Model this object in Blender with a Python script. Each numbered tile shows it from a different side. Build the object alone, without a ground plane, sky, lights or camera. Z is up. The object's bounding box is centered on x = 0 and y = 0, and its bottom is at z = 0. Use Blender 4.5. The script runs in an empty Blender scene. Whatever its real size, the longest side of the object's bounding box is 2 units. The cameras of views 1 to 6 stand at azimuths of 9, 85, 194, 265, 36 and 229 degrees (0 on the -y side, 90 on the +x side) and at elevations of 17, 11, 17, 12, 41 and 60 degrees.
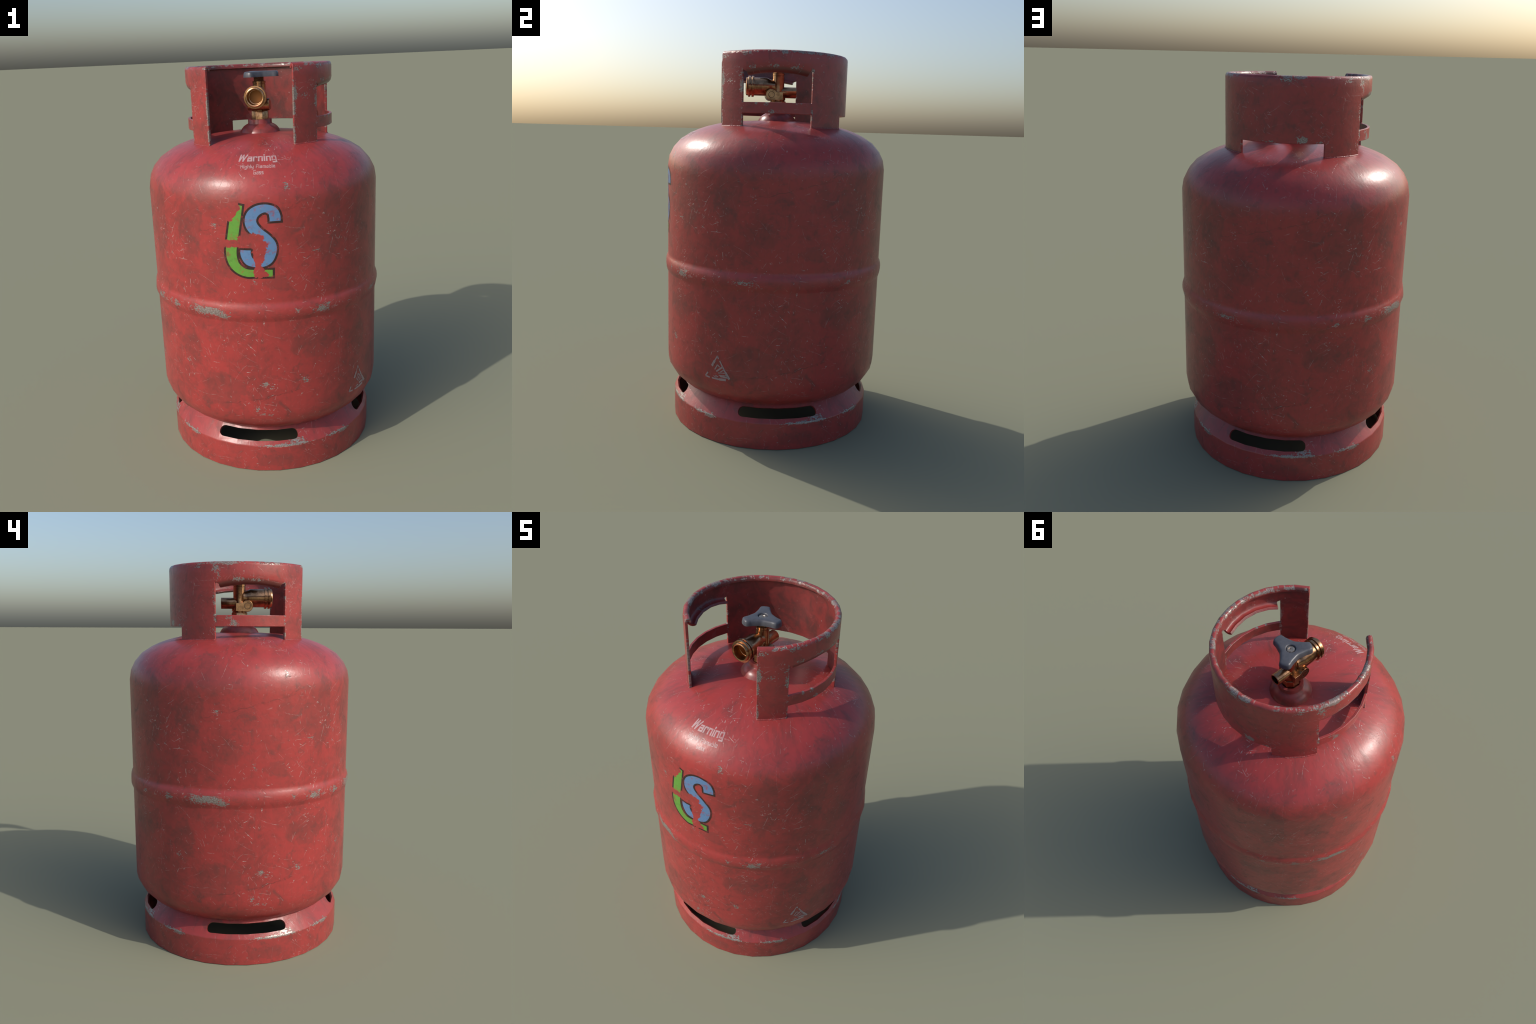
import bpy, bmesh, math, random
from mathutils import Vector, noise as mnoise
random.seed(7)
D = math.radians
SEG = 32                      # the cylinder is a 32-sided turned body
STEP = 360.0 / SEG
TANK_R = 0.595
SHEET_R = 0.370               # collar sheet, outer radius
OPEN0, OPEN1 = -56.25, 236.25  # the collar is open at the front

# ------------------------------------------------------------------ helpers
def facet(theta_deg):
    """radius factor of a regular 32-gon with a corner at angle 0"""
    d = (theta_deg % STEP) - STEP / 2
    return math.cos(D(STEP / 2)) / math.cos(D(d))

def polar(r, theta_deg, z):
    a = D(theta_deg)
    return (r * math.cos(a), r * math.sin(a), z)

def make_object(name, bm, mat, parent, angle=40, bevel=0.0, bevel_seg=2, bevel_angle=60):
    bmesh.ops.recalc_face_normals(bm, faces=bm.faces)
    me = bpy.data.meshes.new(name)
    bm.to_mesh(me)
    bm.free()
    for p in me.polygons:
        p.use_smooth = True
    if angle < 180:
        me.set_sharp_from_angle(angle=D(angle))
    ob = bpy.data.objects.new(name, me)
    bpy.context.scene.collection.objects.link(ob)
    me.materials.append(mat)
    ob.parent = parent
    if bevel:
        m = ob.modifiers.new("round_edges", 'BEVEL')
        m.width = bevel
        m.segments = bevel_seg
        m.limit_method = 'ANGLE'
        m.angle_limit = D(bevel_angle)
        m.harden_normals = True
        m.use_clamp_overlap = True
    return ob

def revolve(bm, prof, seg=SEG, axis='Z', origin=(0, 0, 0), phase=0.0, closed=False):
    """turn a profile of (radius, height) points round an axis; radius 0 ends collapse"""
    rings = []
    ox, oy, oz = origin
    for r, h in prof:
        ring = []
        count = 1 if r < 1e-6 else seg
        for k in range(count):
            a = 2 * math.pi * k / seg + phase
            c, s = r * math.cos(a), r * math.sin(a)
            if axis == 'Z':
                p = (ox + c, oy + s, oz + h)
            elif axis == 'Y':
                p = (ox + c, oy + h, oz + s)
            else:
                p = (ox + h, oy + c, oz + s)
            ring.append(bm.verts.new(p))
        rings.append(ring)
    pairs = list(zip(rings, rings[1:]))
    if closed:
        pairs.append((rings[-1], rings[0]))
    for a, b in pairs:
        if len(a) == 1 and len(b) == 1:
            continue
        for k in range(seg):
            k2 = (k + 1) % seg
            if len(a) == 1:
                bm.faces.new((a[0], b[k], b[k2]))
            elif len(b) == 1:
                bm.faces.new((a[k], a[k2], b[0]))
            else:
                bm.faces.new((a[k], a[k2], b[k2], b[k]))

def catmull(pts, n):
    out = []
    m = len(pts)
    for i in range(m - 1):
        p0 = pts[max(i - 1, 0)]; p1 = pts[i]; p2 = pts[i + 1]; p3 = pts[min(i + 2, m - 1)]
        for k in range(n):
            t = k / n
            out.append(tuple(0.5 * (2 * b + (c - a) * t + (2 * a - 5 * b + 4 * c - d) * t * t
                                    + (3 * b - a - 3 * c + d) * t ** 3)
                             for a, b, c, d in zip(p0, p1, p2, p3)))
    out.append(tuple(pts[-1]))
    return out

# ------------------------------------------------------------------ node builder
class Nodes:
    def __init__(self, name):
        self.mat = bpy.data.materials.new(name)
        self.mat.use_nodes = True
        self.t = self.mat.node_tree
        self.t.nodes.clear()
        self.out = self.t.nodes.new('ShaderNodeOutputMaterial')

    def put(self, sock, val):
        if isinstance(val, bpy.types.NodeSocket):
            self.t.links.new(val, sock)
        elif val is not None:
            if sock.type == 'RGBA' and len(val) == 3:
                val = (*val, 1.0)
            sock.default_value = val

    def math(self, op, a, b=None, c=None, clamp=False):
        n = self.t.nodes.new('ShaderNodeMath')
        n.operation = op
        n.use_clamp = clamp
        for i, v in enumerate((a, b, c)):
            self.put(n.inputs[i], v)
        return n.outputs[0]

    def vmath(self, op, a, b=None):
        n = self.t.nodes.new('ShaderNodeVectorMath')
        n.operation = op
        self.put(n.inputs[0], a)
        if b is not None:
            self.put(n.inputs[3] if op == 'SCALE' else n.inputs[1], b)
        return n.outputs['Value'] if op in ('LENGTH', 'DOT_PRODUCT', 'DISTANCE') else n.outputs['Vector']

    def xyz(self, x, y, z):
        n = self.t.nodes.new('ShaderNodeCombineXYZ')
        for i, v in enumerate((x, y, z)):
            self.put(n.inputs[i], v)
        return n.outputs[0]

    def split(self, v):
        n = self.t.nodes.new('ShaderNodeSeparateXYZ')
        self.put(n.inputs[0], v)
        return n.outputs

    def step(self, v, lo, hi, a=0.0, b=1.0):
        n = self.t.nodes.new('ShaderNodeMapRange')
        n.interpolation_type = 'SMOOTHSTEP'
        for i, q in enumerate((v, lo, hi, a, b)):
            self.put(n.inputs[i], q)
        return n.outputs[0]

    def noise(self, vec, scale, detail=4.0, rough=0.55, distortion=0.0):
        n = self.t.nodes.new('ShaderNodeTexNoise')
        self.put(n.inputs['Vector'], vec)
        n.inputs['Scale'].default_value = scale
        n.inputs['Detail'].default_value = detail
        n.inputs['Roughness'].default_value = rough
        n.inputs['Distortion'].default_value = distortion
        return n.outputs['Fac']

    def voronoi(self, vec, scale, dims='2D', rnd=1.0):
        n = self.t.nodes.new('ShaderNodeTexVoronoi')
        n.voronoi_dimensions = dims
        self.put(n.inputs['Vector'], vec)
        n.inputs['Scale'].default_value = scale
        n.inputs['Randomness'].default_value = rnd
        return n.outputs

    def mix(self, fac, a, b):
        n = self.t.nodes.new('ShaderNodeMix')
        n.data_type = 'RGBA'
        self.put(n.inputs[0], fac)
        self.put(n.inputs[6], a)
        self.put(n.inputs[7], b)
        return n.outputs[2]

    def lerp(self, fac, a, b):
        n = self.t.nodes.new('ShaderNodeMix')
        self.put(n.inputs[0], fac)
        self.put(n.inputs[2], a)
        self.put(n.inputs[3], b)
        return n.outputs[0]

    def any(self, items):
        r = items[0]
        for i in items[1:]:
            r = self.math('MAXIMUM', r, i)
        return r

    def blobs(self, vec, spots):
        """soft elliptical spots: (u, v, radius_u, radius_v[, strength])"""
        res = None
        for sp in spots:
            u, v, ru, rv = sp[:4]
            k = sp[4] if len(sp) > 4 else 1.0
            d = self.vmath('SUBTRACT', vec, (u, v, 0))
            d = self.vmath('MULTIPLY', d, (1 / ru, 1 / rv, 0))
            ln = self.vmath('LENGTH', d)
            f = self.math('SUBTRACT', 1.0, ln, clamp=True)
            if k != 1.0:
                f = self.math('MULTIPLY', f, k)
            res = f if res is None else self.math('MAXIMUM', res, f)
        return res

    def strokes(self, vec, scale, length, width, keep, seed):
        """short straight scratches, one per cell, turned at random"""
        v = self.vmath('ADD', vec, (seed * 3.17, seed * 1.93, 0))
        o = self.voronoi(v, scale)
        rel = self.vmath('SUBTRACT', v, o['Position'])
        col = self.split(o['Color'])
        ang = self.math('MULTIPLY', col[0], 6.2832)
        c, s = self.math('COSINE', ang), self.math('SINE', ang)
        x, y, _ = self.split(rel)
        along = self.math('ADD', self.math('MULTIPLY', x, c), self.math('MULTIPLY', y, s))
        across = self.math('SUBTRACT', self.math('MULTIPLY', y, c), self.math('MULTIPLY', x, s))
        # a slight bow
        bow = self.math('MULTIPLY', self.math('MULTIPLY', along, along), 1.5)
        across = self.math('ABSOLUTE', self.math('SUBTRACT', across, bow))
        ln = self.math('MULTIPLY', self.math('ADD', col[1], 0.25), length)
        m1 = self.step(across, width * 0.35, width, 1.0, 0.0)
        m2 = self.step(self.math('DIVIDE', self.math('ABSOLUTE', along), ln), 0.5, 1.0, 1.0, 0.0)
        k = self.math('GREATER_THAN', col[2], 1.0 - keep)
        k = self.math('MULTIPLY', k, self.step(col[2], 1.0 - keep, 1.0, 0.4, 1.0))
        return self.math('MULTIPLY', self.math('MULTIPLY', m1, m2), k)

    def shader(self, color, rough, metal=0.0, normal=None, spec=0.5, **kw):
        n = self.t.nodes.new('ShaderNodeBsdfPrincipled')
        self.put(n.inputs['Base Color'], color)
        self.put(n.inputs['Roughness'], rough)
        self.put(n.inputs['Metallic'], metal)
        self.put(n.inputs['Specular IOR Level'], spec)
        if normal is not None:
            self.put(n.inputs['Normal'], normal)
        for k, v in kw.items():
            self.put(n.inputs[k], v)
        self.t.links.new(n.outputs[0], self.out.inputs[0])
        return n

    def bump(self, height, strength, dist):
        n = self.t.nodes.new('ShaderNodeBump')
        n.inputs['Strength'].default_value = strength
        n.inputs['Distance'].default_value = dist
        self.put(n.inputs['Height'], height)
        return n.outputs[0]

    def coords(self):
        n = self.t.nodes.new('ShaderNodeTexCoord')
        return n.outputs['Object']

    def edge_wear(self, radius):
        """0 on flats, rising on sharp edges"""
        b = self.t.nodes.new('ShaderNodeBevel')
        b.samples = 6
        b.inputs['Radius'].default_value = radius
        g = self.t.nodes.new('ShaderNodeNewGeometry')
        d = self.vmath('DOT_PRODUCT', b.outputs[0], g.outputs['Normal'])
        return self.step(d, 0.97, 0.70, 0.0, 1.0)

RED = (0.325, 0.040, 0.038)
RED_DEEP = (0.185, 0.034, 0.031)
GRIME = (0.095, 0.040, 0.035)
PRIMER = (0.43, 0.395, 0.37)
STEEL = (0.315, 0.312, 0.292)

def worn_paint(nb, radius, periodic, chip_spots=(), chip_gain=0.6, stain_spots=(), scratch_spots=(),
               edges=0.0, darken_inside=False, wear=1.0, creases=(), quiet_side=0.0, tint=0.0):
    """red paint with cloudy grime, scratches and chips; returns colour, roughness, metal, height"""
    pos = nb.coords()
    x, y, z = nb.split(pos)
    theta = nb.math('ARCTAN2', y, x)
    r = nb.math('SQRT', nb.math('ADD', nb.math('MULTIPLY', x, x), nb.math('MULTIPLY', y, y)))
    if periodic:            # the wear repeats every quarter turn
        q = nb.math('ADD', nb.math('MULTIPLY', theta, 2 / math.pi), 0.5)
        q = nb.math('SUBTRACT', nb.math('FRACT', q), 0.5)
        phi = nb.math('MULTIPLY', q, math.pi / 2)
        a4 = nb.math('MULTIPLY', theta, 4.0)
        r4 = nb.math('MULTIPLY', r, 0.25)
        cloud = nb.xyz(nb.math('MULTIPLY', r4, nb.math('COSINE', a4)),
                       nb.math('MULTIPLY', r4, nb.math('SINE', a4)), z)
    else:
        phi = theta
        cloud = pos
    s = nb.math('MULTIPLY', phi, radius)
    flat = nb.xyz(s, z, 0.0)
    if periodic:            # on the dome scratch in plan instead of round the wall
        top = nb.math('GREATER_THAN', z, 1.535)
        plan = nb.xyz(nb.math('MULTIPLY', r, nb.math('COSINE', phi)),
                      nb.math('ADD', nb.math('MULTIPLY', r, nb.math('SINE', phi)), 4.0), 0.0)
        n = nb.t.nodes.new('ShaderNodeMix')
        n.data_type = 'VECTOR'
        nb.put(n.inputs[0], top); nb.put(n.inputs[4], flat); nb.put(n.inputs[5], plan)
        sv = n.outputs[1]
    else:
        sv = flat
    # ---- clouds of grime
    big = nb.noise(cloud, 4.5, 5.0, 0.62, 0.6)
    mid = nb.noise(nb.vmath('ADD', cloud, (5.2, 1.3, 2.7)), 13.0, 7.0, 0.68, 1.0)
    fine = nb.noise(cloud, 70.0, 4.0, 0.6)
    tone = nb.math('ADD', nb.math('MULTIPLY', big, 0.55), nb.math('MULTIPLY', mid, 0.45))
    g1 = nb.step(tone, 0.44, 0.60)
    col = nb.mix(nb.math('MULTIPLY', g1, 0.62), RED, RED_DEEP)
    g2 = nb.step(nb.math('ADD', mid, nb.math('MULTIPLY', nb.math('SUBTRACT', fine, 0.5), 0.25)), 0.55, 0.68)
    col = nb.mix(nb.math('MULTIPLY', g2, 0.33), col, GRIME)
    # ---- dried splash stains with a crisp outline
    rag = nb.noise(cloud, 13.0, 5.0, 0.6)
    if stain_spots:
        st = nb.blobs(flat, stain_spots)
        st = nb.math('ADD', st, nb.math('MULTIPLY', nb.math('SUBTRACT', rag, 0.5), 1.7))
        st = nb.step(st, 0.27, 0.40)
        col = nb.mix(nb.math('MULTIPLY', st, 0.27), col, GRIME)
    if tint:
        col = nb.mix(tint, col, GRIME)
    haze = nb.noise(nb.vmath('ADD', cloud, (1.1, 6.3, 3.9)), 33.0, 6.0, 0.7, 0.4)
    col = nb.mix(nb.step(haze, 0.45, 0.70, 0.0, 0.26), col, GRIME)
    # thin vertical drag streaks
    streak = nb.noise(nb.vmath('MULTIPLY', cloud, (1.0, 1.0, 0.06)), 46.0, 3.0, 0.6)
    col = nb.mix(nb.math('MULTIPLY', nb.math('MULTIPLY', nb.step(streak, 0.56, 0.72), nb.step(z, 1.36, 1.46, 0.20, 0.04)), 1.0), col, GRIME)
    if darken_inside:        # darker, uneven tone on the inner face of the collar
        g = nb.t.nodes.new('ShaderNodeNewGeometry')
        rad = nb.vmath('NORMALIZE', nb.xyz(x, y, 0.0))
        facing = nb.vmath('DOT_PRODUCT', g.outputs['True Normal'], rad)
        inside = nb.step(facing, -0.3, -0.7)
        inner_dark = nb.math('MULTIPLY', inside, nb.step(tone, 0.38, 0.60, 0.40, 0.82))
        col = nb.mix(inner_dark, col, (0.075, 0.027, 0.025))
    if darken_inside:        # dark brown band on the downward faces of the turned-in grips
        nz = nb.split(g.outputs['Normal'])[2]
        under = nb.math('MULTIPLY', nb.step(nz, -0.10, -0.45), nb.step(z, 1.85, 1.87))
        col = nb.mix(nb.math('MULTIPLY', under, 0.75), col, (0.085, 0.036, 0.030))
    # ---- dark hairline creases that run up the wall
    for z0, slope, s0, s1 in creases:
        wob = nb.math('MULTIPLY', nb.math('SUBTRACT', nb.noise(flat, 14.0, 3.0, 0.5), 0.5), 0.05)
        d = nb.math('SUBTRACT', nb.math('SUBTRACT', z, z0), nb.math('MULTIPLY', s, slope))
        d = nb.math('ABSOLUTE', nb.math('ADD', d, wob))
        hair = nb.math('MULTIPLY', nb.step(d, 0.0008, 0.0042, 1.0, 0.0),
                       nb.math('MULTIPLY', nb.step(s, s0, s0 + 0.06), nb.step(s, s1 - 0.06, s1, 1.0, 0.0)))
        hair = nb.math('MULTIPLY', hair, nb.step(mid, 0.40, 0.55, 0.08, 0.40))
        col = nb.mix(hair, col, (0.06, 0.022, 0.020))
    # ---- scratches
    warp = nb.t.nodes.new('ShaderNodeTexNoise')
    nb.put(warp.inputs['Vector'], sv)
    warp.inputs['Scale'].default_value = 25.0
    wv = nb.vmath('ADD', sv, nb.vmath('SCALE', nb.vmath('SUBTRACT', warp.outputs['Color'], (0.5, 0.5, 0.5)), 0.005))
    layers = [nb.strokes(wv, 14.0, 0.044, 0.0017, 0.29, 1),
              nb.strokes(nb.vmath('MULTIPLY', wv, (1.0, 1.0, 0.0)), 25.0, 0.024, 0.0019, 0.33, 2),
              nb.strokes(wv, 40.0, 0.013, 0.0021, 0.32, 4)]
    lines = nb.any(layers)
    zn = nb.noise(nb.vmath('ADD', cloud, (9.1, 3.3, 6.2)), 9.0, 4.0, 0.65)
    zone = nb.step(zn, 0.47, 0.70, 0.10, 1.0)
    if scratch_spots:
        patchy = nb.noise(nb.vmath('ADD', sv, (6.1, 2.2, 0.0)), 22.0, 4.0, 0.65)
        near = nb.math('MULTIPLY', nb.math('POWER', nb.blobs(flat, scratch_spots), 0.6), nb.step(patchy, 0.42, 0.66, 0.0, 1.15))
        zone = nb.math('MAXIMUM', zone, nb.step(near, 0.08, 0.70, 0.0, 1.0))
    breakup = nb.step(nb.noise(sv, 95.0, 2.0, 0.5), 0.42, 0.62)
    lines = nb.math('MULTIPLY', nb.math('MULTIPLY', lines, zone), nb.math('ADD', nb.math('MULTIPLY', breakup, 0.55), 0.45))
    rare = nb.strokes(wv, 8.0, 0.085, 0.0012, 0.50, 3)
    rare = nb.math('MULTIPLY', rare, nb.math('MULTIPLY', nb.math('ADD', breakup, 0.25), 0.45))
    lines = nb.math('MAXIMUM', lines, rare)
    speck = nb.noise(nb.vmath('ADD', sv, (3.3, 8.8, 0.0)), 85.0, 4.0, 0.62)
    speck = nb.step(nb.math('ADD', speck, nb.math('MULTIPLY', zone, 0.11)), 0.72, 0.79)
    lines = nb.math('MAXIMUM', lines, nb.math('MULTIPLY', speck, zone))
    lines = nb.math('MULTIPLY', lines, 0.76 * wear)
    if darken_inside:
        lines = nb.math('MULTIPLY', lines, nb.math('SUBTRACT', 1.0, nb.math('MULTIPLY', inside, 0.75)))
    col = nb.mix(lines, col, PRIMER)
    # pin-prick chips
    dots = nb.voronoi(nb.vmath('ADD', wv, nb.vmath('SCALE', nb.vmath('SUBTRACT', warp.outputs['Color'], (0.5, 0.5, 0.5)), 0.02)), 62.0)
    dc = nb.split(dots['Color'])
    dsize = nb.math('MULTIPLY', nb.math('MULTIPLY', dc[0], dc[0]), 0.26)
    dm = nb.math('LESS_THAN', dots['Distance'], dsize)
    dm = nb.math('MULTIPLY', dm, nb.math('GREATER_THAN', dc[1], 0.95))
    dm = nb.math('MULTIPLY', nb.math('MULTIPLY', dm, nb.math('ADD', nb.math('MULTIPLY', zone, 0.85), 0.15)), 0.75 * wear)
    col = nb.mix(dm, col, PRIMER)
    # ---- bare patches
    rough_n = nb.noise(sv, 38.0, 7.0, 0.70, 0.4)
    bare = None
    if chip_spots:
        b = nb.blobs(flat, chip_spots)
        fray = nb.noise(nb.vmath('MULTIPLY', sv, (0.55, 1.35, 1.0) if periodic else (0.9, 0.9, 1.0)), 115.0, 4.0, 0.68)
        b = nb.math('ADD', b, nb.math('MULTIPLY', nb.math('SUBTRACT', rough_n, 0.5), 3.2))
        b = nb.math('ADD', b, nb.math('MULTIPLY', nb.math('SUBTRACT', fray, 0.5), 4.2))
        if quiet_side:      # the two quarters facing +x and +y were knocked about less
            w = nb.step(nb.math('ADD', x, y), -0.15, 0.15, 0.0, quiet_side)
            b = nb.math('SUBTRACT', b, w)
        have = nb.step(nb.blobs(flat, chip_spots), 0.0, 0.12)
        bare = nb.math('MULTIPLY', nb.step(b, chip_gain - 0.05, chip_gain + 0.22), have)
    if darken_inside and bare is not None:
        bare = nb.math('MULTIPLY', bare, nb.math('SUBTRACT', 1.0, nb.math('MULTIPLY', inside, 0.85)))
    if edges:
        e = nb.edge_wear(edges)
        along = nb.noise(nb.xyz(nb.math('MULTIPLY', s, 0.55), z, nb.math('ADD', r, 3.3)), 14.0, 4.0, 0.68)
        k = nb.math('ADD', nb.math('MULTIPLY', nb.math('SUBTRACT', along, 0.515), 3.4),
                    nb.math('MULTIPLY', nb.math('SUBTRACT', rough_n, 0.5), 2.4))
        rim = nb.step(z, 1.972, 1.992)
        seam = None
        for deg in (OPEN0, -33.75, 22.5, 157.5, 213.75 - 360.0, OPEN1 - 360.0):
            d = nb.math('ABSOLUTE', nb.math('SUBTRACT', theta, D(deg)))
            d = nb.step(d, 0.010, 0.050, 1.0, 0.0)
            seam = d if seam is None else nb.math('MAXIMUM', seam, d)
        seam = nb.math('MULTIPLY', seam, nb.step(z, 1.905, 1.935, 1.0, 0.35))
        near = nb.math('MAXIMUM', nb.math('MAXIMUM', rim, nb.math('MULTIPLY', seam, 0.95)), nb.step(e, 0.05, 0.40))
        k = nb.math('ADD', k, nb.math('MULTIPLY', nb.math('SUBTRACT', near, 1.0), 1.1))
        k = nb.math('MULTIPLY', nb.step(k, -0.05, 0.17), 0.9)
        bare = k if bare is None else nb.math('MAXIMUM', bare, k)
    if bare is None:
        bare = nb.math('MULTIPLY', lines, 0.0)
    pit = nb.noise(sv, 190.0, 3.0, 0.6)
    steel = nb.mix(nb.step(pit, 0.42, 0.60), (0.19, 0.165, 0.145), STEEL)
    col = nb.mix(nb.math('MULTIPLY', bare, 0.88), col, steel)
    rough = nb.math('ADD', 0.27, nb.math('MULTIPLY', tone, 0.16))
    rough = nb.math('ADD', rough, nb.math('MULTIPLY', g2, 0.06))
    metal = nb.math('MULTIPLY', bare, 0.35)
    h = nb.math('ADD', nb.math('MULTIPLY', bare, -1.0), nb.math('MULTIPLY', lines, -0.5))
    h = nb.math('ADD', h, nb.math('MULTIPLY', fine, 0.22))
    h = nb.math('ADD', h, nb.math('MULTIPLY', nb.noise(cloud, 22.0, 2.0, 0.5), 0.5))
    return col, rough, metal, h, flat, lines

def quarter(deg, radius=TANK_R):
    return D(deg) * radius

# where the wear sits on the tank wall: (arc metres from the quarter's middle, height, radii)
RIB_CHIPS = [(quarter(-20), 0.882, 0.150, 0.034, 2.0), (quarter(-12.5), 0.868, 0.06, 0.026, 1.8),
             (quarter(-41), 0.880, 0.07, 0.032, 1.4), (quarter(34), 0.881, 0.065, 0.030, 1.7), (quarter(37), 0.895, 0.05, 0.02, 1.2),
             (quarter(22), 0.890, 0.025, 0.02, 1.0), (quarter(40), 0.876, 0.04, 0.024, 1.0)]
WALL_CHIPS = [(quarter(6.3), 0.508, 0.030, 0.022, 1.2), (quarter(8.5), 0.490, 0.022, 0.014, 1.0),
              (quarter(25), 0.518, 0.026, 0.020, 1.2), (quarter(-14.4), 1.306, 0.020, 0.016, 1.2),
              (quarter(31), 1.168, 0.035, 0.014, 1.1), (quarter(3), 1.040, 0.016, 0.032, 1.0),
              (quarter(2), 0.375, 0.032, 0.022, 1.1), (quarter(5), 0.345, 0.055, 0.012, 0.9),
              (quarter(-35), 0.586, 0.020, 0.018, 1.0), (quarter(18.8), 1.478, 0.022, 0.022, 0.9)]
WALL_SCRATCH = [(quarter(-19), 0.885, 0.16, 0.07), (quarter(36), 0.885, 0.12, 0.06), (quarter(0), 0.82, 0.14, 0.06),
                (quarter(-8), 1.60, 0.10, 0.06), (quarter(16), 1.60, 0.07, 0.05), (quarter(-35), 1.17, 0.13, 0.10), (quarter(31), 1.16, 0.15, 0.06),
                (quarter(-35), 0.60, 0.10, 0.16), (quarter(6), 0.49, 0.13, 0.12),
                (quarter(4), 0.36, 0.20, 0.08), (quarter(0), 0.76, 0.14, 0.12),
                (quarter(36), 0.58, 0.11, 0.15), (quarter(3), 1.02, 0.07, 0.12),
                (quarter(26), 0.98, 0.12, 0.08), (quarter(-14), 1.30, 0.08, 0.09),
                (quarter(-32), 0.95, 0.08, 0.12), (quarter(20), 1.45, 0.06, 0.14)]
WALL_STAINS = [(quarter(-14), 0.475, 0.15, 0.12), (quarter(-22), 0.41, 0.11, 0.06), (quarter(-32), 0.66, 0.10, 0.13),
               (quarter(-15.5), 1.47, 0.15, 0.16), (quarter(-27), 1.30, 0.11, 0.20), (quarter(38), 1.28, 0.16, 0.24),
               (quarter(-8), 1.12, 0.07, 0.10), (quarter(30), 0.70, 0.14, 0.10), (quarter(14), 1.02, 0.10, 0.06)]

def tank_paint(nb):
    return worn_paint(nb, TANK_R, True, RIB_CHIPS + [(u, v, 1.5 * ru, 1.3 * rv, 0.95 * k) for u, v, ru, rv, k in WALL_CHIPS], 0.80, WALL_STAINS, WALL_SCRATCH,
                      creases=[(1.330, 0.24, -0.26, 0.26), (1.318, 0.33, 0.02, 0.30), (0.425, 0.20, -0.20, 0.26), (0.412, 0.30, 0.0, 0.22)], quiet_side=0.75)

def finish_paint(nb, col, rough, metal, h, strength=0.5):
    nb.shader(col, rough, metal, nb.bump(h, strength, 0.004))
    return nb.mat

nb = Nodes("tank_paint")
TANK = finish_paint(nb, *tank_paint(nb)[:4])

nb = Nodes("collar_paint")
def on_sheet(deg):
    return D(deg) * SHEET_R
COLLAR_CHIPS = [(on_sheet(-56.3), 1.865, 0.032, 0.085, 2.3), (on_sheet(-56.3), 1.79, 0.024, 0.07, 1.7), (on_sheet(-47), 1.855, 0.05, 0.02, 1.0), (on_sheet(-56.3), 1.68, 0.012, 0.08, 1.3), (on_sheet(-53), 1.975, 0.05, 0.02, 1.2),
                (on_sheet(-34), 1.83, 0.026, 0.055, 1.8), (on_sheet(-36), 1.88, 0.03, 0.03, 0.8),
                (on_sheet(-25), 1.917, 0.045, 0.017, 1.3), (on_sheet(-8), 1.922, 0.045, 0.014, 1.3),
                (on_sheet(8), 1.918, 0.05, 0.017, 1.3), (on_sheet(-9), 1.702, 0.045, 0.016, 1.4),
                (on_sheet(-22), 1.745, 0.018, 0.016, 1.2), (on_sheet(-14), 1.745, 0.02, 0.018, 1.2),
                (on_sheet(10), 1.746, 0.06, 0.01, 1.0), (on_sheet(172), 1.711, 0.040, 0.028, 1.6),
                (on_sheet(168), 1.738, 0.03, 0.02, 1.1), (on_sheet(158), 1.97, 0.035, 0.05, 1.2),
                (on_sheet(160), 1.93, 0.016, 0.03, 1.2), (on_sheet(156.5), 1.84, 0.018, 0.06, 1.1),
                (on_sheet(157), 1.75, 0.02, 0.015, 1.2), (on_sheet(156), 1.68, 0.03, 0.03, 1.0),
                (on_sheet(175), 1.918, 0.08, 0.014, 1.2), (on_sheet(-170), 1.914, 0.08, 0.012, 1.1),
                (on_sheet(-147), 1.89, 0.014, 0.05, 1.3), (on_sheet(-124), 1.80, 0.014, 0.13, 1.9), (on_sheet(-124), 1.67, 0.014, 0.07, 1.6),
                (on_sheet(-124), 1.99, 0.02, 0.02, 1.3), (on_sheet(107), 1.712, 0.040, 0.028, 2.3), (on_sheet(120), 1.70, 0.05, 0.010, 1.2), (on_sheet(83), 1.70, 0.06, 0.010, 1.2),
                (on_sheet(96), 1.985, 0.07, 0.028, 1.2), (on_sheet(142), 1.982, 0.05, 0.024, 1.1),
                (on_sheet(40), 1.984, 0.05, 0.02, 1.1), (on_sheet(0), 1.988, 0.03, 0.025, 1.1),
                (on_sheet(-30), 1.988, 0.05, 0.03, 1.1), (on_sheet(57), 1.675, 0.014, 0.03, 1.1)]
c = worn_paint(nb, SHEET_R, False, COLLAR_CHIPS, 0.80, (), (), edges=0.010, darken_inside=True, wear=0.8, tint=0.10)
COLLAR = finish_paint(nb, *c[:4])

nb = Nodes("foot_ring_paint")
FOOT_CHIPS = [(quarter(15, 0.557), 0.1405, 0.170, 0.010, 2.0), (quarter(21, 0.557), 0.156, 0.07, 0.024, 1.5),
              (quarter(-39, 0.557), 0.137, 0.050, 0.018, 1.8), (quarter(-41, 0.557), 0.142, 0.08, 0.008, 1.4), (quarter(44, 0.557), 0.140, 0.07, 0.012, 1.6)]
c = worn_paint(nb, 0.557, True, FOOT_CHIPS, 0.62, [(0.1, 0.06, 0.12, 0.06), (-0.2, 0.2, 0.1, 0.05)],
               [(-0.02, 0.03, 0.1, 0.05), (0.33, 0.05, 0.1, 0.08)], wear=0.8, tint=0.10)
FOOT = finish_paint(nb, *c[:4])

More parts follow.
